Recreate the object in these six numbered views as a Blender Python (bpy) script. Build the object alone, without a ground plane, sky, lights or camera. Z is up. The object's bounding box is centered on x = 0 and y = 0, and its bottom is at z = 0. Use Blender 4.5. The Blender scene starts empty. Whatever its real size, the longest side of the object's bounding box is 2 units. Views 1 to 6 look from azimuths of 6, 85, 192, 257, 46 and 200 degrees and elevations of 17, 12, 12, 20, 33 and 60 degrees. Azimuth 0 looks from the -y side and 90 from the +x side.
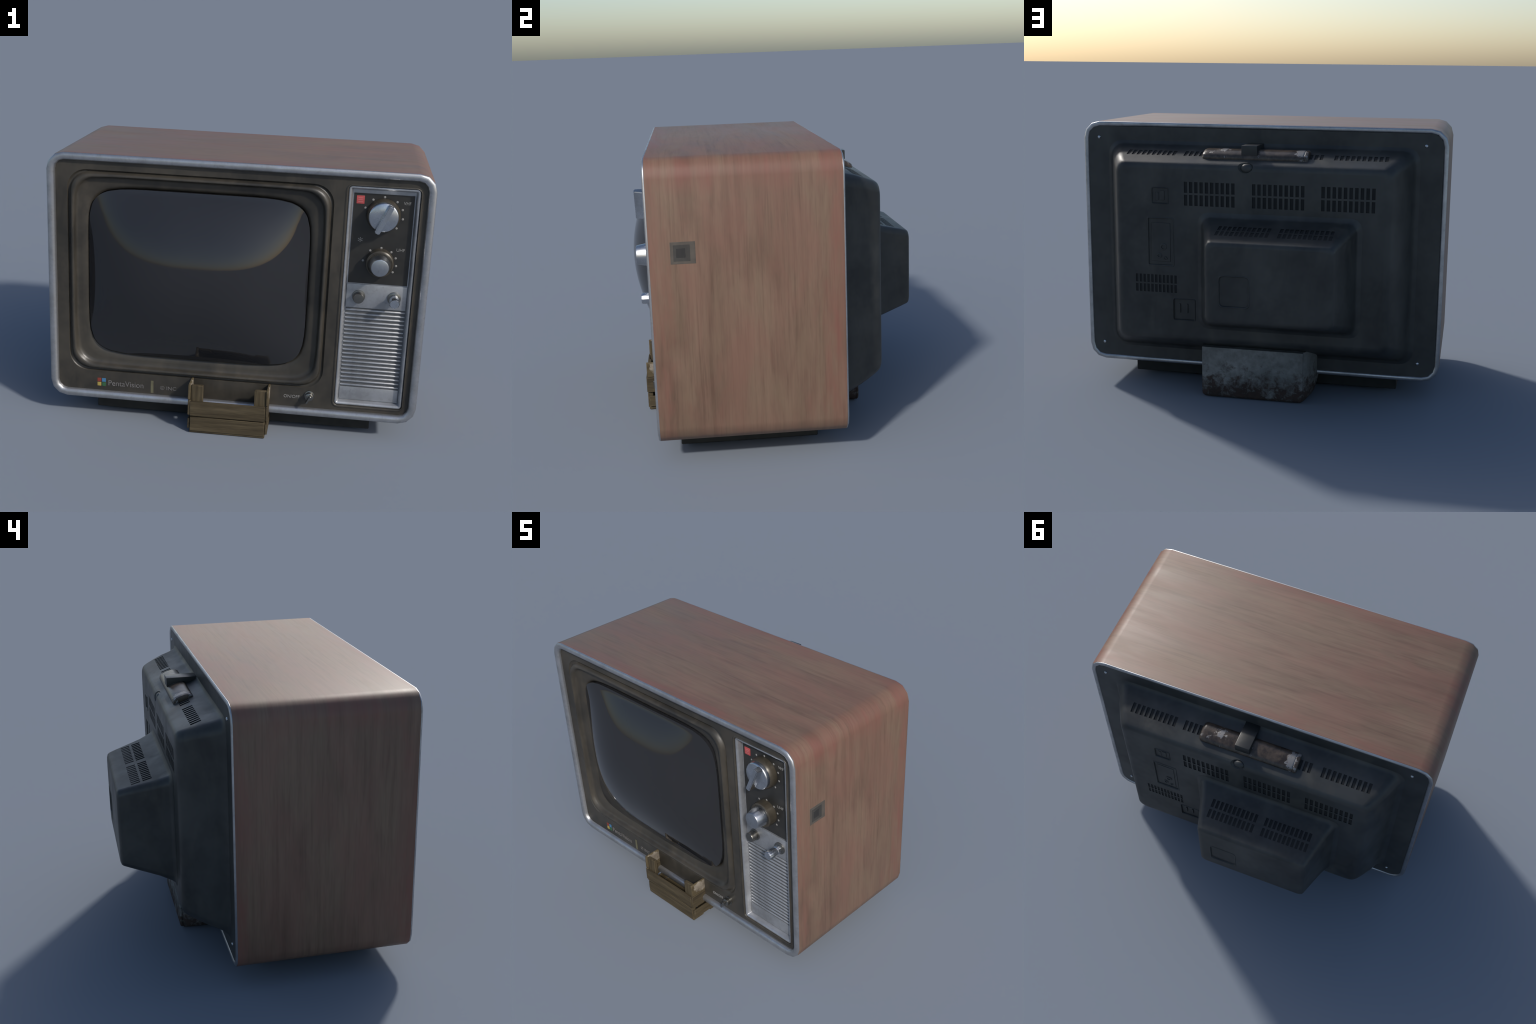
"""Old wooden-cased television propped on a small slatted crate and a rusty tin box."""
import bpy, bmesh, math, random
from mathutils import Vector, Matrix

random.seed(7)
scene_col = bpy.context.scene.collection

# ------------------------------------------------------------------ materials
class Nodes:
    """Small helper around a node tree."""
    def __init__(self, name):
        self.mat = bpy.data.materials.new(name)
        self.mat.use_nodes = True
        self.t = self.mat.node_tree
        self.bsdf = self.t.nodes["Principled BSDF"]
        self.coord = self.t.nodes.new("ShaderNodeTexCoord").outputs["Object"]

    def put(self, sock, val):
        if isinstance(val, bpy.types.NodeSocket):
            self.t.links.new(val, sock)
        else:
            if sock.type == 'RGBA' and not hasattr(val, '__len__'):
                val = (val, val, val, 1)
            elif sock.type == 'RGBA' and len(val) == 3:
                val = tuple(val) + (1,)
            sock.default_value = val

    def mapping(self, scale=(1, 1, 1), loc=(0, 0, 0), rot=(0, 0, 0)):
        n = self.t.nodes.new("ShaderNodeMapping")
        n.inputs["Scale"].default_value = scale
        n.inputs["Location"].default_value = loc
        n.inputs["Rotation"].default_value = rot
        self.t.links.new(self.coord, n.inputs["Vector"])
        return n.outputs["Vector"]

    def noise(self, scale=5, stretch=(1, 1, 1), detail=4, rough=0.55, loc=(0, 0, 0), distortion=0.0):
        n = self.t.nodes.new("ShaderNodeTexNoise")
        n.inputs["Scale"].default_value = scale
        n.inputs["Detail"].default_value = detail
        n.inputs["Roughness"].default_value = rough
        n.inputs["Distortion"].default_value = distortion
        self.t.links.new(self.mapping(stretch, loc), n.inputs["Vector"])
        return n.outputs["Fac"]

    def ramp(self, fac, *stops):
        n = self.t.nodes.new("ShaderNodeValToRGB")
        el = n.color_ramp.elements
        while len(el) < len(stops):
            el.new(0.5)
        for e, (p, c) in zip(el, stops):
            e.position = p
            if not hasattr(c, '__len__'):
                c = (c, c, c)
            e.color = tuple(c) + (1,)
        self.put(n.inputs["Fac"], fac)
        return n.outputs["Color"]

    def mix(self, fac, a, b, mode='MIX'):
        n = self.t.nodes.new("ShaderNodeMix")
        n.data_type = 'RGBA'
        n.blend_type = mode
        self.put(n.inputs["Factor"], fac)
        self.put(n.inputs[6], a)
        self.put(n.inputs[7], b)
        return n.outputs[2]

    def math(self, op, a, b=0.0, c=0.0):
        n = self.t.nodes.new("ShaderNodeMath")
        n.operation = op
        for i, v in enumerate((a, b, c)):
            self.put(n.inputs[i], v)
        return n.outputs[0]

    def axis(self, k):
        n = self.t.nodes.new("ShaderNodeSeparateXYZ")
        self.t.links.new(self.coord, n.inputs[0])
        return n.outputs[k]

    def bump(self, height, strength=0.2, dist=0.01):
        n = self.t.nodes.new("ShaderNodeBump")
        n.inputs["Strength"].default_value = strength
        n.inputs["Distance"].default_value = dist
        self.put(n.inputs["Height"], height)
        self.put(self.bsdf.inputs["Normal"], n.outputs[0])

    def done(self, color, rough=0.5, metallic=0.0, spec=0.5, coat=0.0):
        b = self.bsdf.inputs
        self.put(b["Base Color"], color)
        self.put(b["Roughness"], rough)
        self.put(b["Metallic"], metallic)
        self.put(b["Specular IOR Level"], spec)
        self.put(b["Coat Weight"], coat)
        return self.mat


def make_veneer():
    n = Nodes("walnut_veneer")
    # grain runs around the cabinet: it changes fast along depth (y), slowly along x and z
    streak = n.noise(1.0, (2.0, 52, 2.0), 5, 0.62, distortion=0.7)
    figure = n.noise(1.0, (1.5, 8.0, 1.5), 4, 0.55, loc=(3, 1, 5), distortion=0.8)
    fine = n.noise(1.0, (9, 120, 9), 3, 0.6, loc=(8, 2, 1))
    tint = n.noise(1.0, (2.4, 7.0, 2.4), 4, 0.6, loc=(6, 9, 2), distortion=0.4)
    base = n.ramp(figure, (0.30, (0.134, 0.080, 0.054)), (0.50, (0.162, 0.100, 0.068)), (0.70, (0.182, 0.117, 0.079)))
    dark = n.ramp(streak, (0.30, (0.78, 0.75, 0.73)), (0.50, (1, 1, 1)), (0.72, (1.07, 1.06, 1.05)))
    col = n.mix(1.0, base, dark, 'MULTIPLY')
    col = n.mix(1.0, col, n.ramp(fine, (0.3, 0.91), (0.65, 1.04)), 'MULTIPLY')
    # faint red and olive casts in soft patches
    col = n.mix(n.math('MULTIPLY', n.ramp(tint, (0.46, 0.0), (0.66, 1.0)), 0.48), col, (0.186, 0.091, 0.066))
    col = n.mix(n.math('MULTIPLY', n.ramp(tint, (0.28, 1.0), (0.46, 0.0)), 0.30), col, (0.170, 0.130, 0.080))
    # reddish stain left where the lacquer wore along the front and back edges and over the corners
    patch = n.noise(1.0, (2.6, 14, 2.6), 4, 0.62, loc=(1, 4, 2))
    ragged = n.math('MULTIPLY', n.math('SUBTRACT', patch, 0.5), 0.30)
    edge_y = n.math('ADD', n.math('ABSOLUTE', n.math('ADD', n.axis(1), 0.185)), ragged)
    near_y = n.math('MULTIPLY', n.math('SUBTRACT', edge_y, 0.365), 9.0)
    edge_x = n.math('ADD', n.math('ABSOLUTE', n.axis(0)), n.math('MULTIPLY', ragged, 0.7))
    high = n.math('MINIMUM', n.math('MAXIMUM', n.math('MULTIPLY', n.math('SUBTRACT', n.axis(2), 1.30), 9.0), 0.0), 1.0)
    near_x = n.math('MULTIPLY', n.math('MULTIPLY', n.math('SUBTRACT', edge_x, 0.90), 9.0), high)
    near = n.math('MINIMUM', n.math('MAXIMUM', n.math('MAXIMUM', near_y, near_x), 0.0), 1.0)
    m = n.math('MULTIPLY', near, n.ramp(patch, (0.34, 0.12), (0.64, 0.72)))
    col = n.mix(m, col, (0.185, 0.074, 0.055))
    n.bump(streak, 0.05, 0.004)
    return n.done(col, n.ramp(figure, (0.3, 0.44), (0.7, 0.55)), spec=0.5)


def make_chrome(name, col=(0.50, 0.515, 0.54), rough=0.27, metallic=1.0):
    n = Nodes(name)
    a = n.noise(9, (1, 1, 1), 5, 0.65)
    b = n.noise(60, (1, 1, 1), 3, 0.6, loc=(2, 2, 2))
    c = n.mix(n.ramp(a, (0.35, 0.0), (0.68, 1.0)), tuple(v * 0.74 for v in col), tuple(min(1, v * 1.12) for v in col))
    c = n.mix(n.ramp(b, (0.60, 0.0), (0.78, 0.35)), c, (0.18, 0.17, 0.155))
    r = n.ramp(a, (0.3, rough + 0.14), (0.7, rough - 0.04))
    n.bump(b, 0.04, 0.002)
    return n.done(c, r, metallic)


def make_dark_plastic(name, lo, hi, rough, dust=(0.1, 0.09, 0.075), dust_amount=0.25):
    n = Nodes(name)
    a = n.noise(3.6, (1, 1, 1), 5, 0.62)
    b = n.noise(6.0, (1.0, 1.0, 0.4), 5, 0.65, loc=(5, 5, 5), distortion=0.6)
    f = n.noise(26.0, (1, 1, 1), 4, 0.65, loc=(1, 7, 3))
    c = n.mix(n.ramp(a, (0.38, 0.0), (0.62, 1.0)), lo, hi)
    smear = n.math('MULTIPLY', n.ramp(b, (0.46, 0.0), (0.72, 1.0)), n.ramp(f, (0.3, 0.45), (0.65, 1.0)))
    c = n.mix(n.math('MULTIPLY', smear, dust_amount), c, dust)
    n.bump(n.noise(70, (1, 1, 1), 3), 0.05, 0.003)
    r = n.math('ADD', n.ramp(a, (0.3, rough + 0.08), (0.7, rough - 0.05)), n.math('MULTIPLY', smear, 0.16))
    return n.done(c, r, spec=0.45)


def make_plain(name, col, rough=0.5, metallic=0.0, spec=0.5, vary=0.15, scale=20):
    n = Nodes(name)
    a = n.noise(scale, (1, 1, 1), 4, 0.6)
    c = n.mix(n.ramp(a, (0.35, 0.0), (0.65, 1.0)), tuple(v * (1 - vary) for v in col), tuple(min(1, v * (1 + vary)) for v in col))
    return n.done(c, rough, metallic, spec)


def make_glass():
    n = Nodes("picture_tube_glass")
    a = n.noise(2.0, (1, 1, 1), 3)
    c = n.mix(a, (0.016, 0.0165, 0.019), (0.021, 0.0215, 0.024))
    return n.done(c, 0.035, spec=0.5)


def make_crate_wood(name, along):
    n = Nodes(name)
    st = {'x': (2.2, 30, 30), 'y': (30, 2.2, 30), 'z': (30, 30, 2.2)}[along]
    g = n.noise(1.0, st, 5, 0.65, distortion=0.4)
    f = n.noise(1.0, tuple(v * 4 for v in st), 3, 0.6)
    k = n.noise(7.0, (1, 1, 1), 3, 0.5, loc=(3, 6, 1))
    c = n.ramp(g, (0.30, (0.034, 0.0255, 0.0145)), (0.5, (0.066, 0.051, 0.029)), (0.72, (0.100, 0.079, 0.048)))
    c = n.mix(1.0, c, n.ramp(f, (0.35, 0.78), (0.65, 1.08)), 'MULTIPLY')
    c = n.mix(n.math('MULTIPLY', n.ramp(k, (0.58, 0.0), (0.74, 1.0)), 0.55), c, (0.045, 0.032, 0.016))
    n.bump(g, 0.3, 0.006)
    return n.done(c, 0.8, spec=0.25)


def make_whitewash(base_name):
    n = Nodes(base_name)
    g = n.noise(1.0, (18, 4, 18), 4, 0.6)
    wood = n.ramp(g, (0.3, (0.055, 0.041, 0.022)), (0.7, (0.112, 0.088, 0.050)))
    p = n.noise(13, (1, 1, 1), 5, 0.65, loc=(4, 1, 9))
    # flaking pale paint kept clear of the board's edges
    dz = n.math('ABSOLUTE', n.math('SUBTRACT', n.axis(2), 0.238))
    dy = n.math('ABSOLUTE', n.math('ADD', n.axis(1), 0.648))
    inside = n.math('SUBTRACT', 1.0, n.math('MAXIMUM', n.math('MULTIPLY', dz, 27.0), n.math('MULTIPLY', dy, 17.0)))
    m = n.math('ADD', n.math('MULTIPLY', inside, 0.9), n.math('SUBTRACT', n.math('MULTIPLY', p, 1.6), 0.8))
    m = n.ramp(m, (0.08, 0.0), (0.20, 1.0))
    c = n.mix(m, wood, n.mix(n.ramp(p, (0.35, 0.0), (0.65, 1.0)), (0.10, 0.082, 0.060), (0.28, 0.245, 0.20)))
    n.bump(m, 0.3, 0.004)
    return n.done(c, 0.82, spec=0.25)


def make_rusty_paint():
    n = Nodes("rusted_white_enamel")
    a = n.noise(11, (1, 1, 1), 7, 0.70)
    b = n.noise(34, (1, 1, 1.0), 5, 0.7, loc=(3, 8, 1), distortion=0.5)
    s = n.noise(5, (1, 1, 1), 4, 0.6, loc=(6, 2, 3))
    paint = n.mix(n.ramp(s, (0.35, 0.0), (0.7, 1.0)), (0.125, 0.130, 0.127), (0.235, 0.238, 0.230))
    rust = n.mix(n.ramp(b, (0.35, 0.0), (0.7, 1.0)), (0.020, 0.015, 0.013), (0.050, 0.030, 0.024))
    # rust creeps up from the damp foot of the box, and sits in chips above
    creep = n.math('MULTIPLY', n.math('SUBTRACT', 0.140, n.axis(2)), 6.0)
    chips = n.math('ADD', n.math('SUBTRACT', n.math('MULTIPLY', a, 3.0), 1.42), n.math('SUBTRACT', n.math('MULTIPLY', b, 2.6), 1.27))
    m = n.ramp(n.math('ADD', creep, chips), (0.0, 0.0), (0.75, 1.0))
    grime = n.ramp(n.noise(18, (1, 1, 1), 6, 0.72, loc=(9, 9, 1)), (0.40, 0.0), (0.68, 0.6))
    c = n.mix(m, n.mix(grime, paint, (0.050, 0.048, 0.043)), rust)
    n.bump(m, 0.25, 0.004)
    return n.done(c, n.ramp(m, (0.0, 0.45), (1.0, 0.8)), 0.0, spec=0.4)


def make_rusty_can():
    n = Nodes("flaking_rusty_tin")
    a = n.noise(9, (1, 1, 1), 6, 0.68)
    b = n.noise(30, (1, 1, 1), 4, 0.65, loc=(3, 3, 3))
    rust = n.mix(n.ramp(b, (0.35, 0.0), (0.68, 1.0)), (0.026, 0.019, 0.015), (0.088, 0.064, 0.046))
    m = n.ramp(n.math('ADD', a, n.math('MULTIPLY', n.math('SUBTRACT', b, 0.5), 0.15)), (0.60, 0.0), (0.625, 1.0))
    c = n.mix(m, rust, (0.21, 0.20, 0.195))
    n.bump(m, 0.3, 0.004)
    return n.done(c, n.ramp(m, (0.0, 0.30), (1.0, 0.42)), n.math('MULTIPLY', m, 0.2), spec=0.5)


M = dict(
    veneer=make_veneer(),
    trim=make_chrome("polished_trim", (0.45, 0.455, 0.47), 0.33, 0.88),
    silver=make_chrome("brushed_silver", (0.40, 0.41, 0.43), 0.38, 0.72),
    knob=make_chrome("knob_chrome", (0.55, 0.57, 0.60), 0.24, 1.0),
    aged=make_chrome("aged_chrome", (0.21, 0.205, 0.19), 0.27, 0.95),
    bezel=make_dark_plastic("bezel_plastic", (0.024, 0.022, 0.0185), (0.046, 0.041, 0.033), 0.36, (0.085, 0.070, 0.052), 0.45),
    shell=make_dark_plastic("rear_plastic", (0.021, 0.0222, 0.0222), (0.042, 0.044, 0.0425), 0.42, (0.075, 0.071, 0.060), 0.6),
    hollow=make_plain("vent_hollow", (0.0135, 0.0145, 0.015), 0.7, spec=0.3),
    clamp=make_dark_plastic("clamp_plastic", (0.012, 0.0125, 0.0125), (0.024, 0.025, 0.024), 0.36, (0.05, 0.047, 0.04), 0.4),
    plinth=make_plain("plinth_paint", (0.018, 0.019, 0.018), 0.7, spec=0.3),
    glass=make_glass(),
    plate=make_plain("control_plate_black", (0.021, 0.020, 0.018), 0.4),
    bed=make_plain("grille_bed_grey", (0.075, 0.078, 0.082), 0.5),
    collar=make_plain("knob_collar_brown", (0.055, 0.047, 0.035), 0.36, 0.25),
    mark=make_plain("printed_grey", (0.23, 0.225, 0.215), 0.6),
    dim=make_plain("printed_dim", (0.14, 0.133, 0.13), 0.6),
    gold=make_plain("printed_olive", (0.105, 0.098, 0.058), 0.6),
    red=make_plain("badge_red", (0.40, 0.065, 0.065), 0.45),
    pink=make_plain("badge_pink", (0.45, 0.13, 0.13), 0.5),
    l_red=make_plain("logo_red", (0.20, 0.035, 0.022), 0.5),
    l_blue=make_plain("logo_blue", (0.045, 0.15, 0.28), 0.5),
    l_yellow=make_plain("logo_yellow", (0.33, 0.25, 0.06), 0.5),
    l_green=make_plain("logo_green", (0.025, 0.085, 0.035), 0.5),
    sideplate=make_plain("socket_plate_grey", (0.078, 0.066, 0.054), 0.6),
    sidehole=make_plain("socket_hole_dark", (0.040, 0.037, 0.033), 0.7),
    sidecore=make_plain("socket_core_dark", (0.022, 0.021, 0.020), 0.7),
    wood_x=make_crate_wood("crate_wood_across", 'x'),
    wood_y=make_crate_wood("crate_wood_deep", 'y'),
    wood_z=make_crate_wood("crate_wood_upright", 'z'),
    white=make_whitewash("whitewashed_wood"),
    rust=make_rusty_paint(),
    can=make_rusty_can(),
)

# ------------------------------------------------------------------ geometry
def finish(bm, name, mat, parent, smooth=35, weighted=False, recalc=True):
    if recalc:
        bmesh.ops.recalc_face_normals(bm, faces=bm.faces)
    me = bpy.data.meshes.new(name)
    bm.to_mesh(me)
    bm.free()
    me.materials.append(M[mat])
    ob = bpy.data.objects.new(name, me)
    scene_col.objects.link(ob)
    ob.parent = parent
    if smooth:
        shade(ob, smooth)
    return ob


def shade(ob, angle=35):
    me = ob.data
    me.shade_smooth()
    me.set_sharp_from_angle(angle=math.radians(angle))


def apply_modifiers(ob):
    dg = bpy.context.evaluated_depsgraph_get()
    me = bpy.data.meshes.new_from_object(ob.evaluated_get(dg))
    old = ob.data
    ob.modifiers.clear()
    ob.data = me
    bpy.data.meshes.remove(old)


def weight_normals(ob, angle=35):
    shade(ob, angle)
    md = ob.modifiers.new("weighted", 'WEIGHTED_NORMAL')
    md.keep_sharp = True
    md.weight = 60
    apply_modifiers(ob)


def rounded(x0, x1, z0, z1, r, seg=3, side=1):
    """Counter-clockwise rounded rectangle in the x-z plane; `side` points along each straight edge."""
    r = max(1e-4, min(r, (x1 - x0) / 2 - 1e-4, (z1 - z0) / 2 - 1e-4))
    pts = []
    for (cx, cz, a0) in ((x1 - r, z1 - r, 0), (x0 + r, z1 - r, 90), (x0 + r, z0 + r, 180), (x1 - r, z0 + r, 270)):
        for i in range(seg + 1):
            a = math.radians(a0 + 90 * i / seg)
            pts.append((cx + r * math.cos(a), cz + r * math.sin(a)))
    if side > 1:
        out = []
        n = len(pts)
        for i, p in enumerate(pts):
            q = pts[(i + 1) % n]
            out.append(p)
            if i % (seg + 1) == seg:
                for k in range(1, side):
                    f = k / side
                    out.append((p[0] + (q[0] - p[0]) * f, p[1] + (q[1] - p[1]) * f))
        pts = out
    return pts


def loft(loops, cap0=True, cap1=True, closed_ring=False):
    """loops: lists of 3D points, same count each."""
    bm = bmesh.new()
    rows = [[bm.verts.new(p) for p in L] for L in loops]
    n = len(rows[0])
    pairs = list(zip(rows, rows[1:]))
    if closed_ring:
        pairs.append((rows[-1], rows[0]))
    for a, b in pairs:
        for i in range(n):
            j = (i + 1) % n
            bm.faces.new((a[i], a[j], b[j], b[i]))
    if not closed_ring:
        if cap0:
            bm.faces.new(rows[0])
        if cap1:
            bm.faces.new(rows[-1])
    return bm


def at_y(loop, y):
    return [(x, y, z) for x, z in loop]


def box(name, x0, x1, y0, y1, z0, z1, mat, parent, bevel=0.0, seg=2, jitter=0.0):
    bm = bmesh.new()
    bmesh.ops.create_cube(bm, size=1)
    for v in bm.verts:
        v.co = Vector((x0 + (v.co.x + .5) * (x1 - x0), y0 + (v.co.y + .5) * (y1 - y0), z0 + (v.co.z + .5) * (z1 - z0)))
        if jitter:
            v.co += Vector([random.uniform(-jitter, jitter) for _ in range(3)])
    if bevel:
        bmesh.ops.bevel(bm, geom=bm.edges[:], offset=bevel, segments=seg, profile=0.6, affect='EDGES')
    return finish(bm, name, mat, parent, 40)


def turned(name, cx, cz, profile, mat, parent, n=40, flute=0.0, teeth=18):
    """Lathe about the y axis. profile: (radius, y) from base to tip."""
    loops = []
    for r, y in profile:
        L = []
        for i in range(n):
            a = 2 * math.pi * i / n
            k = 1.0 + flute * (0.5 + 0.5 * math.cos(a * teeth)) if flute else 1.0
            L.append((cx + r * k * math.cos(a), y, cz + r * k * math.sin(a)))
        loops.append(L)
    return finish(loft(loops), name, mat, parent, 38)


def empty(name, loc):
    ob = bpy.data.objects.new(name, None)
    ob.location = loc
    ob.empty_display_size = 0.1
    scene_col.objects.link(ob)
    return ob


def text(body, name, x, z, height, y, mat, parent, width=None, depth=0.0012):
    cu = bpy.data.curves.new(name, 'FONT')
    cu.body = body
    cu.size = 1
    cu.extrude = 0.0
    tmp = bpy.data.objects.new("tmp_text", cu)
    scene_col.objects.link(tmp)
    dg = bpy.context.evaluated_depsgraph_get()
    me = bpy.data.meshes.new_from_object(tmp.evaluated_get(dg))
    bpy.data.objects.remove(tmp)
    bpy.data.curves.remove(cu)
    xs = [v.co.x for v in me.vertices]
    ys = [v.co.y for v in me.vertices]
    sx = (width / (max(xs) - min(xs))) if width else height / (max(ys) - min(ys))
    sz = height / (max(ys) - min(ys))
    bm = bmesh.new()
    bm.from_mesh(me)
    bpy.data.meshes.remove(me)
    for v in bm.verts:
        v.co = Vector((x + (v.co.x - min(xs)) * sx, y, z + (v.co.y - min(ys)) * sz))
    geo = bmesh.ops.extrude_face_region(bm, geom=bm.faces[:])
    for v in [g for g in geo["geom"] if isinstance(g, bmesh.types.BMVert)]:
        v.co.y -= depth
    return finish(bm, name, mat, parent, 0)


def with_world_parent(ob, parent):
    ob.parent = parent
    ob.matrix_parent_inverse = parent.matrix_world.inverted()


# The empties stand at the origin level of each thing; children keep world coordinates in their meshes.
tv = empty("television_set", (0, 0, 0))
tv["label"] = "old walnut-cased television with chrome trim and dark bulging screen"
tv["category"] = "television"
crate = empty("wooden_crate", (0, 0, 0))
crate["label"] = "small weathered slatted wooden crate with corner posts"
crate["category"] = "crate"
tin = empty("metal_box", (0, 0, 0))
tin["label"] = "chipped white enamel metal box rusting from below"
tin["category"] = "metal box"

# ---------------------------------------------------------------- cabinet
X0, X1, Z0, Z1 = -1.0, 1.0, 0.1165, 1.4828
RC = 0.092


def cab(inset, y, seg=3):
    return at_y(rounded(X0 + inset, X1 - inset, Z0 + inset, Z1 - inset, RC - inset, seg), y)


bm = loft([cab(0.03, -0.60), cab(0.002, -0.6345), cab(0.0, -0.633), cab(0.0, 0.264), cab(0.002, 0.2655), cab(0.03, 0.250)], cap0=False, cap1=False)
cabinet = finish(bm, "cabinet", "veneer", tv, 40)

prof = [(0.006, -0.618), (0.001, -0.634), (0.0002, -0.6365), (0.003, -0.6415), (0.011, -0.6455), (0.024, -0.646), (0.034, -0.642), (0.041, -0.633), (0.043, -0.612), (0.020, -0.606)]
finish(loft([cab(i, y) for i, y in prof], closed_ring=True), "chrome_trim", "trim", tv, 60)
prof = [(0.006, 0.250), (0.001, 0.265), (0.0004, 0.267), (0.003, 0.2705), (0.009, 0.273), (0.018, 0.273), (0.025, 0.268), (0.028, 0.252), (0.014, 0.246)]
finish(loft([cab(i, y) for i, y in prof], closed_ring=True), "chrome_trim", "trim", tv, 60)

# thin stacked squares on the right-hand side, darker toward the centre
bm = bmesh.new()
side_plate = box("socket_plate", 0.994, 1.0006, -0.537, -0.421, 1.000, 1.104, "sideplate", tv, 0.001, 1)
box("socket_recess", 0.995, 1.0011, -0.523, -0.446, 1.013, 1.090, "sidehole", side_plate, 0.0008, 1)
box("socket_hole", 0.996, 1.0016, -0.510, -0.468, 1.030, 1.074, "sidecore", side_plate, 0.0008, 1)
bm.free()

# ---------------------------------------------------------------- front face
YF = -0.622                                        # plane of the dark front face
BZ = (-0.897, 0.493, 0.272, 1.396, 0.105)          # rim of the screen surround
PN = (0.561, 0.924, 0.190, 1.399, 0.020)           # control panel
SCX, SCZ, SHX, SHZ, SN = -0.2025, 0.842, 0.584, 0.460, 7.0


def super_ray(dx, dz, hx, hz, n):
    return (abs(dx / hx) ** n + abs(dz / hz) ** n) ** (-1.0 / n)


bz_loop = rounded(*BZ[:4], BZ[4], 7, 14)
dirs = [(x - SCX, z - SCZ) for x, z in bz_loop]
screen_loop = []
for dx, dz in dirs:
    t = super_ray(dx, dz, SHX, SHZ, SN)
    screen_loop.append((SCX + dx * t, SCZ + dz * t))
PM = 0.016                                          # soft lip around the panel
pn_loop = rounded(PN[0] - PM, PN[1] + PM * 0.5, PN[2] - PM, PN[3] + PM * 0.5, PN[4] + PM, 4)

bm = bmesh.new()
edges = []
for L in (cab(0.040, YF, 4), at_y(bz_loop, YF), at_y(pn_loop, YF)):
    vs = [bm.verts.new(p) for p in L]
    edges += [bm.edges.new((vs[i], vs[(i + 1) % len(vs)])) for i in range(len(vs))]
bmesh.ops.triangle_fill(bm, use_beauty=True, use_dissolve=False, edges=edges)
finish(bm, "fascia", "bezel", tv, 30)
face = bpy.data.objects["fascia"]
if sum(p.normal.y for p in face.data.polygons) > 0:
    face.data.flip_normals()

# moulded surround: groove, ridge, then a hollow running back to the tube
prof = [(0.0, YF), (0.02, -0.619), (0.05, -0.612), (0.09, -0.611), (0.125, -0.619), (0.17, -0.631), (0.23, -0.638), (0.29, -0.639), (0.335, -0.634),
        (0.375, -0.623), (0.42, -0.614), (0.50, -0.610), (0.64, -0.609), (0.80, -0.605), (0.90, -0.600), (0.97, -0.593), (1.005, -0.582), (1.02, -0.54)]
loops = []
for t, y in prof:
    loops.append([(a[0] + (b[0] - a[0]) * t, y, a[1] + (b[1] - a[1]) * t) for a, b in zip(bz_loop, screen_loop)])
finish(loft(loops, cap0=False, cap1=False), "screen_surround", "bezel", tv, 70)

# lip that rolls up to the control panel
prof = [(PM, YF), (PM * 0.6, YF - 0.004), (PM * 0.2, YF - 0.004), (0.0, YF + 0.002), (0.0, YF + 0.02)]
finish(loft([at_y(rounded(PN[0] - i, PN[1] + i * 0.5, PN[2] - i, PN[3] + i * 0.5, PN[4] + i, 4), y) for i, y in prof], cap0=False, cap1=False),
       "panel_lip", "bezel", tv, 70)


# ---------------------------------------------------------------- screen
def dome(x, z):
    u = abs((x - SCX) / SHX)
    w = abs((z - SCZ + 0.008) / SHZ)
    return -0.601 - 0.170 * (1 - min(1, u) ** 2.7) * (1 - 0.93 * min(1, w) ** 2.0)


bm = bmesh.new()
rings = 34
rows = []
for k in range(rings, 0, -1):
    s = (k / rings)
    rows.append([bm.verts.new((SCX + (x - SCX) * s, dome(SCX + (x - SCX) * s, SCZ + (z - SCZ) * s), SCZ + (z - SCZ) * s)) for x, z in screen_loop])
skirt = [bm.verts.new((SCX + (x - SCX) * 0.995, -0.54, SCZ + (z - SCZ) * 0.995)) for x, z in screen_loop]
rows.insert(0, skirt)
n = len(screen_loop)
for a, b in zip(rows, rows[1:]):
    for i in range(n):
        j = (i + 1) % n
        bm.faces.new((a[i], a[j], b[j], b[i]))
c = bm.verts.new((SCX, dome(SCX, SCZ), SCZ))
for i in range(n):
    bm.faces.new((rows[-1][i], rows[-1][(i + 1) % n], c))
finish(bm, "screen", "glass", tv, 40)

# ---------------------------------------------------------------- control panel
YP = -0.587
panel = finish(loft([at_y(rounded(*[PN[0] + i, PN[1] - i, PN[2] + i, PN[3] - i], max(0.003, PN[4] - i), 4), y) for i, y in
                     [(0, -0.56), (0.0, -0.614), (0.002, -0.619), (0.007, -0.621), (0.013, -0.619), (0.018, -0.610), (0.023, YP - 0.001), (0.026, YP)]], cap0=True, cap1=True),
               "control_panel", "silver", tv, 50)
plate = box("control_plate", 0.590, 0.896, YP - 0.004, YP + 0.01, 0.878, 1.356, "plate", panel, 0.001, 1)
box("silver_strip", 0.586, 0.899, YP - 0.007, YP + 0.01, 0.742, 0.873, "silver", panel, 0.003, 2)
box("grille_foot", 0.586, 0.899, YP - 0.006, YP + 0.01, 0.216, 0.288, "silver", panel, 0.003, 2)
rib = None
ribs = 20
for i in range(ribs):
    z = 0.299 + (0.728 - 0.299) * i / (ribs - 1)
    if rib is None:
        loops = []
        for x, k in ((0.588, 0.8), (0.591, 1.0), (0.898, 1.0), (0.901, 0.8)):
            loops.append([(x, YP + 0.003 - 0.010 * k * max(0, math.sin(math.radians(a))) ** 0.8, 0.0066 * k * math.cos(math.radians(a))) for a in range(0, 181, 22)])
        rib = finish(loft(loops), "grille_rib", "silver", panel, 50)
        rib.location.z = z
    else:
        o = rib.copy()
        scene_col.objects.link(o)
        o.location.z = z
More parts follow.
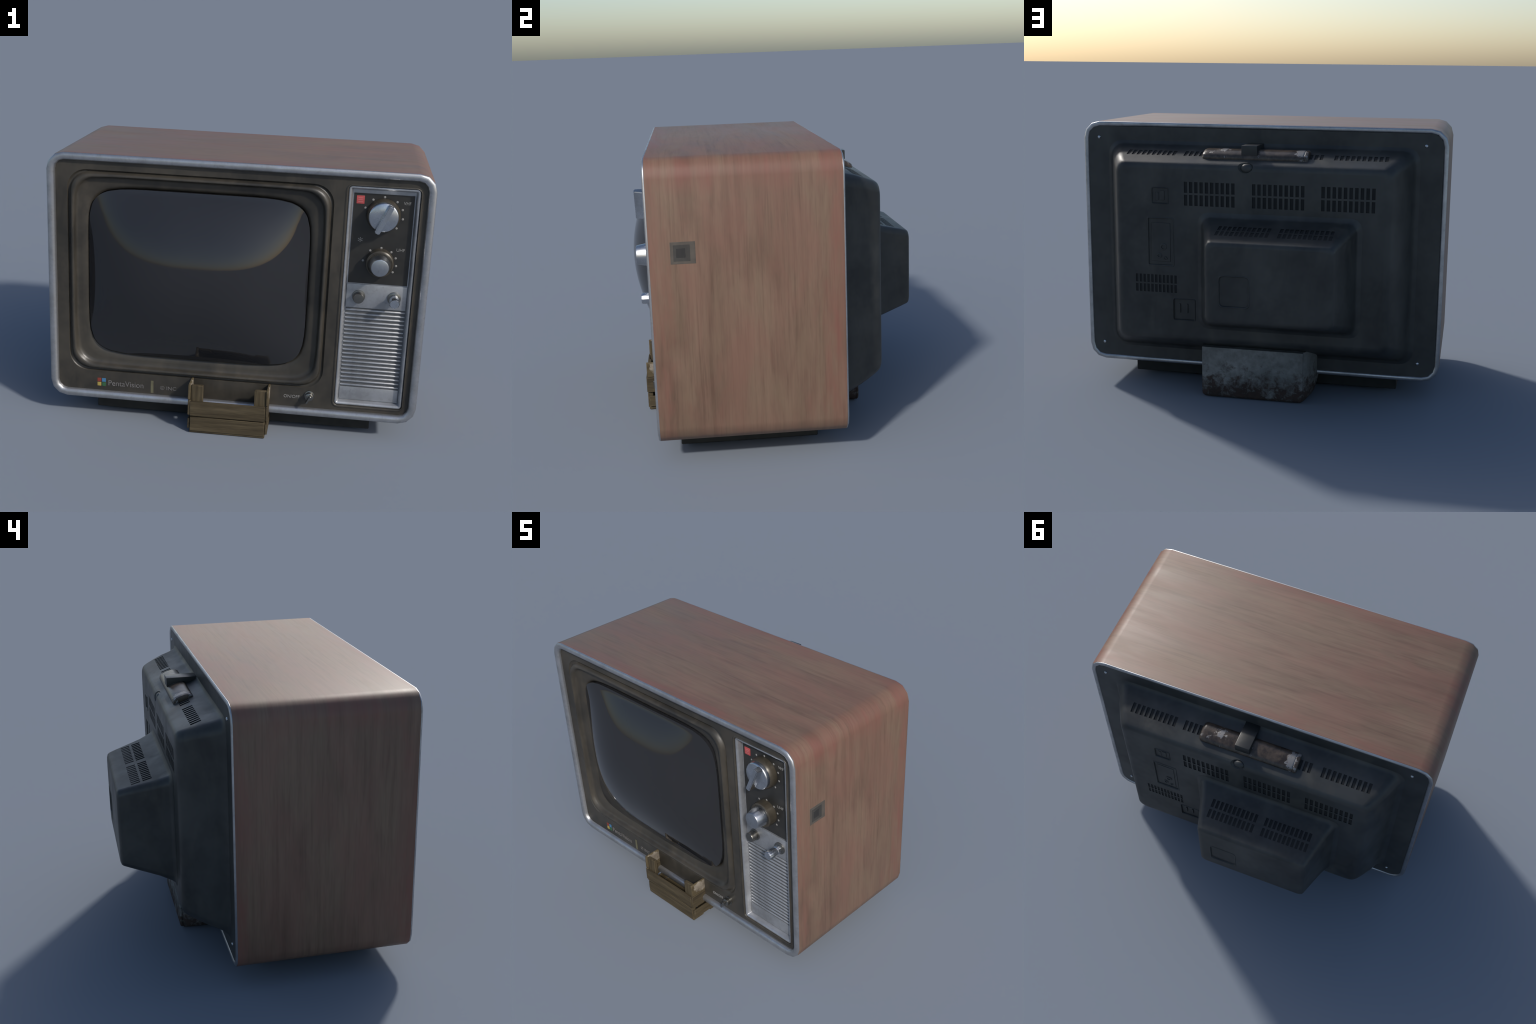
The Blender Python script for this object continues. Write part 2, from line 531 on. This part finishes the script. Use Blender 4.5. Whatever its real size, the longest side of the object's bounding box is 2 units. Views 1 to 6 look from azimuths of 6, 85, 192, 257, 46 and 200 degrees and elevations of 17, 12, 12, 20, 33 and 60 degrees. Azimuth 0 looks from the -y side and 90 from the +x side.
grille_bed = box("grille_bed", 0.588, 0.900, YP - 0.0015, YP + 0.01, 0.288, 0.742, "bed", panel)

# large tuning knob with a finger bar
k1 = turned("tuning_knob", 0.745, 1.250, [(0.086, YP - 0.002), (0.087, -0.606), (0.083, -0.625), (0.078, -0.632)], "collar", panel, 48)
turned("knob_disc", 0.745, 1.250, [(0.076, -0.620), (0.076, -0.648), (0.074, -0.653), (0.069, -0.656), (0.02, -0.657)], "knob", k1, 48)
bar = bmesh.new()
bmesh.ops.create_cube(bar, size=1)
for v in bar.verts:
    tip = v.co.y < 0
    v.co = Vector((v.co.x * (0.026 if tip else 0.036), -0.655 + v.co.y * 0.0 + (-0.040 if tip else 0.006), v.co.z * (0.158 if tip else 0.150)))
bmesh.ops.bevel(bar, geom=bar.edges[:], offset=0.004, segments=2, affect='EDGES')
R = Matrix.Rotation(math.radians(25), 4, 'Y')
for v in bar.verts:
    v.co = R @ v.co + Vector((0.748, 0, 1.246))
finish(bar, "finger_bar", "knob", k1, 40)

# smaller tapered knob
k2 = turned("volume_knob", 0.745, 1.000, [(0.072, YP - 0.002), (0.073, -0.612), (0.070, -0.636), (0.064, -0.640), (0.056, -0.636)], "collar", panel, 48)
turned("knob_cup", 0.745, 1.000, [(0.057, -0.625), (0.056, -0.645), (0.047, -0.697), (0.044, -0.703), (0.038, -0.705)], "knob", k2, 40)

turned("push_knob", 0.651, 0.807, [(0.034, YP - 0.002), (0.034, -0.600), (0.027, -0.602), (0.029, -0.610), (0.028, -0.634), (0.025, -0.639), (0.015, -0.640)], "aged", panel, 32)
k4 = turned("fluted_knob", 0.835, 0.807, [(0.036, YP - 0.002), (0.035, -0.600), (0.026, -0.604)], "aged", panel, 32)
turned("knob_stem", 0.835, 0.807, [(0.023, -0.598), (0.023, -0.624), (0.020, -0.627), (0.020, -0.632), (0.0255, -0.634), (0.0255, -0.680), (0.022, -0.687), (0.010, -0.687)], "knob", k4, 72, 0.05, 9)

# dial ticks, red badge and small legends on the black plate
tick = None
for (cx, cz, r, angs) in ((0.745, 1.250, 0.1, (-45, -10, 20, 50, 90, 125, 160)), (0.745, 0.995, 0.086, (-35, -8, 22, 50, 88, 128, 175))):
    for a in angs:
        a = math.radians(a)
        p = (cx + r * math.cos(a), YP - 0.0045, cz + r * math.sin(a) * 0.93)
        if tick is None:
            b = bmesh.new()
            bmesh.ops.create_uvsphere(b, u_segments=8, v_segments=5, radius=0.0062)
            for v in b.verts:
                v.co.y *= 0.2
            tick = finish(b, "dial_tick", "mark", plate, 60)
            tick.location = p
        else:
            o = tick.copy()
            scene_col.objects.link(o)
            o.location = p
badge = box("red_badge", 0.604, 0.644, YP - 0.0056, YP - 0.003, 1.302, 1.344, "red", plate, 0.0005, 1)
for z in (1.312, 1.322, 1.332):
    box("badge_line", 0.612, 0.636, YP - 0.0064, YP - 0.005, z - 0.0022, z + 0.0022, "pink", badge)
text("VHF", "dial_legend", 0.842, 1.309, 0.016, YP - 0.0045, "mark", plate, 0.038)
text("UHF", "dial_legend", 0.826, 1.062, 0.016, YP - 0.0045, "mark", plate, 0.042)
text("*", "indicator_mark", 0.625, 1.100, 0.026, YP - 0.0045, "mark", plate, 0.024)

# ---------------------------------------------------------------- lower front strip
YT = YF - 0.0008
q = 0.021
for name, mat, x, z in (("logo_patch", "l_red", -0.742, 0.2085), ("logo_patch", "l_blue", -0.716, 0.2085), ("logo_patch", "l_yellow", -0.742, 0.1835), ("logo_patch", "l_green", -0.716, 0.1835)):
    box(name, x, x + q, YT - 0.001, YT + 0.001, z, z + q, mat, tv, 0.0003, 1)
text("PentaVision", "maker_lettering", -0.680, 0.189, 0.031, YT, "dim", tv, 0.196)
box("strip_divider", -0.443, -0.428, YT - 0.001, YT + 0.001, 0.166, 0.238, "gold", tv)
text("\u00a9 INC", "small_lettering", -0.391, 0.190, 0.022, YT, "dim", tv, 0.090)
text("ON/OFF", "switch_lettering", 0.290, 0.208, 0.018, YT, "mark", tv, 0.086)
sw = turned("switch_knob", 0.428, 0.231, [(0.027, YF + 0.002), (0.027, -0.628), (0.021, -0.630), (0.023, -0.634), (0.022, -0.651), (0.018, -0.654)], "aged", tv, 28)
bl = bmesh.new()
bmesh.ops.create_cube(bl, size=1)
for v in bl.verts:
    v.co = Vector((v.co.x * 0.009, -0.664 + v.co.y * 0.030, v.co.z * 0.050 - 0.006))
bmesh.ops.bevel(bl, geom=bl.edges[:], offset=0.0015, segments=1, affect='EDGES')
R = Matrix.Rotation(math.radians(27), 4, 'Y')
for v in bl.verts:
    v.co = R @ v.co + Vector((0.428, 0, 0.231))
finish(bl, "switch_blade", "aged", sw, 30)

# ---------------------------------------------------------------- plinth under the cabinet
box("plinth", -0.763, 0.763, -0.541, 0.149, 0.020, 0.130, "plinth", tv, 0.004, 1)
box("floor_board", -0.93, 0.93, -0.60, 0.25, 0.121, 0.135, "plinth", tv)

# ---------------------------------------------------------------- back
YB = 0.268
finish(loft([cab(0.026, 0.24, 4), cab(0.026, YB, 4)], cap0=True, cap1=True), "cover_panel", "shell", tv, 30)


def shell_loop(hx, z0, z1, r, y):
    return at_y(rounded(-hx, hx, z0, z1, r, 4), y)


shell = finish(loft([
    shell_loop(0.840, 0.225, 1.362, 0.070, YB - 0.012),
    shell_loop(0.858, 0.206, 1.383, 0.078, YB + 0.000),
    shell_loop(0.844, 0.222, 1.368, 0.072, YB + 0.006),
    shell_loop(0.833, 0.231, 1.362, 0.068, YB + 0.018),
    shell_loop(0.820, 0.243, 1.353, 0.064, YB + 0.040),
    shell_loop(0.799, 0.264, 1.338, 0.060, 0.360),
    shell_loop(0.774, 0.286, 1.320, 0.056, 0.410),
    shell_loop(0.750, 0.308, 1.302, 0.054, 0.455),
    shell_loop(0.739, 0.319, 1.293, 0.052, 0.473),
    shell_loop(0.730, 0.329, 1.283, 0.050, 0.484),
    shell_loop(0.717, 0.342, 1.270, 0.048, 0.4905),
    shell_loop(0.700, 0.358, 1.254, 0.044, 0.4925),
]), "ventilated_cover", "shell", tv, 50)
YS = 0.4925


def house_loop(x0, x1, z0, z1, r, y):
    return at_y(rounded(x0, x1, z0, z1, r, 3), y)


housing = finish(loft([
    house_loop(-0.570, 0.262, 0.412, 1.010, 0.045, YS - 0.030),
    house_loop(-0.590, 0.282, 0.400, 1.034, 0.056, YS + 0.0005),
    house_loop(-0.572, 0.265, 0.418, 1.016, 0.049, YS + 0.006),
    house_loop(-0.561, 0.254, 0.427, 1.006, 0.044, YS + 0.020),
    house_loop(-0.537, 0.225, 0.453, 0.983, 0.039, 0.575),
    house_loop(-0.497, 0.179, 0.499, 0.944, 0.034, 0.722),
    house_loop(-0.489, 0.169, 0.510, 0.934, 0.034, 0.755),
    house_loop(-0.483, 0.163, 0.516, 0.927, 0.032, 0.764),
    house_loop(-0.471, 0.151, 0.528, 0.915, 0.030, 0.769),
    house_loop(-0.461, 0.139, 0.542, 0.906, 0.028, 0.7705),
]), "tube_housing", "shell", tv, 50)


class Cutter:
    """Collects slots and pockets, then takes them out of a part in one Boolean."""
    def __init__(self):
        self.bm = bmesh.new()

    def block(self, x0, x1, y0, y1, z0, z1, tilt=0.0, pivot=None, taper=0.0):
        g = bmesh.ops.create_cube(self.bm, size=1)
        for v in g["verts"]:
            out = v.co.y > 0
            k = taper if out else 0.0
            v.co = Vector(((x0 + x1) / 2 + v.co.x * (x1 - x0 + 2 * k), y0 + (v.co.y + .5) * (y1 - y0), (z0 + z1) / 2 + v.co.z * (z1 - z0 + 2 * k)))
            if tilt:
                v.co = Matrix.Rotation(tilt, 3, 'X') @ (v.co - pivot) + pivot

    def ball(self, c, r):
        g = bmesh.ops.create_uvsphere(self.bm, u_segments=20, v_segments=12, radius=1)
        for v in g["verts"]:
            v.co = Vector((c[0] + v.co.x * r[0], c[1] + v.co.y * r[1], c[2] + v.co.z * r[2]))

    def cut(self, ob):
        ct = finish(self.bm, "tmp_cutter", "hollow", None, 0)
        md = ob.modifiers.new("cut", 'BOOLEAN')
        md.object = ct
        md.operation = 'DIFFERENCE'
        md.solver = 'EXACT'
        md.material_mode = 'TRANSFER'
        apply_modifiers(ob)
        bpy.data.objects.remove(ct)


def slots(cut, xa, xb, count, rows, y0, y1, tilt=0.0, pivot=None, fill=0.62):
    step = (xb - xa) / count
    for i in range(count):
        c = xa + step * (i + 0.5)
        h = abs(step) * fill / 2
        for (r0, r1) in rows:
            cut.block(c - h, c + h, y0, y1, r0, r1, tilt, pivot)


dark = Cutter()
for xa, xb in ((0.076, 0.361), (-0.292, -0.006), (-0.656, -0.369)):
    slots(dark, xa, xb, 10, ((1.066, 1.1235), (1.1335, 1.192)), YS - 0.004, YS + 0.02)
slots(dark, 0.396, 0.635, 11, ((0.589, 0.632), (0.641, 0.685)), YS - 0.003, YS + 0.02)
# slots on the sloping top of the shell
pv = Vector((0, 0.385, 1.330))
tl = math.radians(-22.0)
for xa, xb, c in ((0.424, 0.706, 10), (0.105, 0.388, 10), (-0.370, -0.090, 10), (-0.708, -0.418, 10)):
    slots(dark, xa, xb, c, ((1.3255, 1.36),), 0.357, 0.413, tl, pv)
dark.cut(shell)

pocket = Cutter()
pocket.block(0.445, 0.532, YS - 0.004, YS + 0.02, 1.075, 1.154, taper=0.006)
pocket.block(0.420, 0.556, YS - 0.005, YS + 0.02, 0.739, 0.992, taper=0.010)
pocket.block(0.302, 0.419, YS - 0.007, YS + 0.02, 0.443, 0.555, taper=0.005)
pocket.ball((0.026, 0.497, 1.286), (0.044, 0.036, 0.040))
ct = pocket
me_cut = finish(ct.bm, "tmp_cutter", "shell", None, 0)
md = shell.modifiers.new("cut", 'BOOLEAN')
md.object = me_cut
md.operation = 'DIFFERENCE'
md.solver = 'EXACT'
apply_modifiers(shell)
bpy.data.objects.remove(me_cut)
weight_normals(shell, 40)

dark = Cutter()
pv = Vector((0, 0.64, 0.966))
tl = math.radians(-13.2)
for xa, xb in ((-0.142, 0.144), (-0.466, -0.180)):
    for y0, y1 in ((0.582, 0.630), (0.643, 0.692)):
        slots(dark, xa, xb, 11, ((0.9635, 0.990),), y0, y1, tl, pv)
dark.cut(housing)
b = bmesh.new()
rr = rounded(-0.058, 0.089, 0.608, 0.758, 0.020, 4)
big = rounded(-0.061, 0.092, 0.605, 0.761, 0.022, 4)
b2 = loft([at_y(rr, 0.7655), at_y(big, 0.7715), at_y(big, 0.79)])
b.free()
me_cut = finish(b2, "tmp_cutter", "shell", None, 0)
md = housing.modifiers.new("cut", 'BOOLEAN')
md.object = me_cut
md.operation = 'DIFFERENCE'
md.solver = 'EXACT'
apply_modifiers(housing)
bpy.data.objects.remove(me_cut)
weight_normals(housing, 40)

# fittings inside the pockets
box("label_block", 0.465, 0.490, YS - 0.006, YS - 0.001, 1.090, 1.140, "shell", shell, 0.001, 1)
box("label_block", 0.498, 0.515, YS - 0.006, YS - 0.002, 1.088, 1.132, "shell", shell, 0.001, 1)
box("terminal_board", 0.435, 0.541, YS - 0.008, YS - 0.0025, 0.758, 0.968, "shell", shell, 0.002, 1)
for x, z, r in ((0.474, 0.838, 0.020), (0.497, 0.790, 0.015), (0.462, 0.776, 0.010)):
    o = turned("terminal_socket", x, z, [(r, YS - 0.006), (r, YS - 0.001), (r * 0.8, YS + 0.001), (r * 0.55, YS + 0.001), (r * 0.5, YS - 0.002)], "shell", shell, 20)
for x in (0.345, 0.386):
    box("socket_pin", x - 0.004, x + 0.004, YS - 0.010, YS - 0.001, 0.480, 0.530, "shell", shell, 0.001, 1)
b = bmesh.new()
bmesh.ops.create_uvsphere(b, u_segments=24, v_segments=14, radius=1)
for v in b.verts:
    v.co = Vector((0.020 + v.co.x * 0.036, 0.470 + v.co.y * 0.019, 1.268 + v.co.z * 0.026))
finish(b, "aerial_boss", "shell", shell, 60)

for name, x0, x1, z0, z1, y, w in (("pocket_frame", 0.412, 0.564, 0.731, 1.000, YS, 0.010), ("pocket_frame", 0.439, 0.538, 1.068, 1.160, YS, 0.007),
                                   ("pocket_frame", 0.296, 0.425, 0.436, 0.561, YS, 0.007), ("pocket_frame", -0.068, 0.099, 0.598, 0.768, 0.7705, 0.009)):
    pr = [(0.0, -0.003), (0.2 * w, 0.0012), (0.5 * w, 0.0028), (0.8 * w, 0.0012), (w, -0.003)]
    finish(loft([at_y(rounded(x0 + i, x1 - i, z0 + i, z1 - i, (0.024 if y > 0.6 else 0.009) - i * 0.6, 3), y + h) for i, h in pr], closed_ring=True), name, "shell", shell if y < 0.6 else housing, 70)

screw = None
for p in ((0.912, YB, 1.395), (-0.884, YB, 1.393), (0.912, YB, 0.217), (-0.882, YB, 0.216)):
    if screw is None:
        b = bmesh.new()
        bmesh.ops.create_uvsphere(b, u_segments=12, v_segments=8, radius=0.0095)
        for v in b.verts:
            v.co.y *= 0.7
        screw = finish(b, "screw", "knob", tv, 60)
        screw.location = p
    else:
        o = screw.copy()
        scene_col.objects.link(o)
        o.location = p

# bracket and the rusty tin tube it holds on the sloping top of the shell
bm = bmesh.new()
cs = [(0.431, 1.298), (0.4375, 1.318), (0.4355, 1.333), (0.420, 1.3455), (0.396, 1.356), (0.368, 1.3635), (0.345, 1.3645), (0.3325, 1.359), (0.325, 1.345), (0.332, 1.318), (0.38, 1.285)]
cy, cz = 0.385, 1.314
loops = []
for x, k in ((0.276, 0.72), (0.272, 0.86), (0.262, 0.965), (0.250, 1.0), (0.0, 1.0), (-0.262, 1.0), (-0.266, 0.99), (-0.268, 0.94), (-0.272, 0.94), (-0.274, 1.0), (-0.286, 0.985), (-0.291, 0.93), (-0.292, 0.85)):
    loops.append([(x, cy + (y - cy) * k, cz + (z - 0.004 - cz) * k) for y, z in cs])
bm.free()
finish(loft(loops), "rusty_tube", "can", tv, 50)
br = box("tube_bracket", -0.023, 0.062, 0.255, 0.432, 1.333, 1.384, "clamp", tv, 0.004, 2)

# ---------------------------------------------------------------- crate
def board(name, x0, x1, y0, y1, z0, z1, mat, j=0.0016):
    return box(name, x0, x1, y0, y1, z0, z1, mat, crate, 0.0025, 1, j)


CX0, CX1 = -0.205, 0.202
YC0, YC1 = -0.729, -0.500
for ys in ((YC0, YC0 + 0.014), (YC1 - 0.014, YC1)):
    board("slat", CX0, CX1, ys[0], ys[1], 0.101, 0.187, "wood_x")
    board("slat", CX0, CX1 - 0.003, ys[0] + (0.004 if ys[0] < -0.6 else 0), ys[1] + (0.004 if ys[0] < -0.6 else 0), 0.012, 0.0935, "wood_x")
for x0, x1 in ((CX0 + 0.003, -0.139), (0.139, CX1 - 0.001)):
    for ys in ((YC0 + 0.0145, YC0 + 0.034), (YC1 - 0.034, YC1 - 0.0145)):
        board("post", x0, x1, ys[0], ys[1], 0.022, 0.274, "wood_z")
for x0, x1 in ((CX0 - 0.014, CX0 - 0.001), (CX1 + 0.001, CX1 + 0.013)):
    board("slat", x0, x1, YC0 + 0.006, YC1, 0.193, 0.277, "white")
    board("slat", x0 + 0.001, x1 + 0.001, YC0 + 0.002, YC1, 0.104, 0.189, "wood_y")
    board("slat", x0 - 0.001, x1 - 0.001, YC0 + 0.012, YC1, 0.022, 0.080, "wood_y")
for i in range(3):
    y = YC0 + 0.020 + i * 0.072
    board("floor_board", CX0 + 0.002, CX1 - 0.002, y, y + 0.060, 0.020, 0.030, "wood_x")
for ys in ((YC0 + 0.009, YC0 + 0.090), (YC1 - 0.085, YC1 - 0.01)):
    box("skid", CX0 - 0.004, CX1, ys[0], ys[1], 0.0, 0.018, "wood_x", crate, 0.002, 1)

# ---------------------------------------------------------------- metal box
def tin_loop(hx, y, z0, c):
    z1 = 0.285 if y > 0.30 else 0.27
    xr, xl = 0.276 + 0.25 * max(0, hx - 0.286), -0.003 - hx + 0.12 * max(0, hx - 0.29)
    if hx < 0.28:
        xr = 0.276 - (0.282 - hx)
    cx = (xr + xl) / 2
    hx = (xr - xl) / 2
    return [(cx + hx, y, z1), (cx - hx, y, z1), (cx - hx, y, z0 + c * 1.6), (cx - hx + c * 0.25, y, z0 + c * 0.55), (cx - hx + c, y, z0), (cx + hx - c, y, z0), (cx + hx - c * 0.25, y, z0 + c * 0.55), (cx + hx, y, z0 + c * 1.6)]


finish(loft([tin_loop(hx, y, z0, c) for hx, y, z0, c in (
    (0.276, 0.450, 0.018, 0.012), (0.281, 0.446, 0.008, 0.014), (0.282, 0.438, 0.002, 0.016), (0.279, 0.434, 0.004, 0.016), (0.280, 0.430, 0.004, 0.016),
    (0.286, 0.426, 0.000, 0.016), (0.308, 0.385, 0.0, 0.032), (0.326, 0.340, 0.0, 0.044), (0.337, 0.280, 0.0, 0.054), (0.334, 0.200, 0.0, 0.058), (0.322, 0.120, 0.0, 0.058))]),
    "box_body", "rust", tin, 50)

# ---------------------------------------------------------------- tidy up
for ob in list(bpy.data.objects):
    if ob.name.startswith("tmp_"):
        bpy.data.objects.remove(ob)
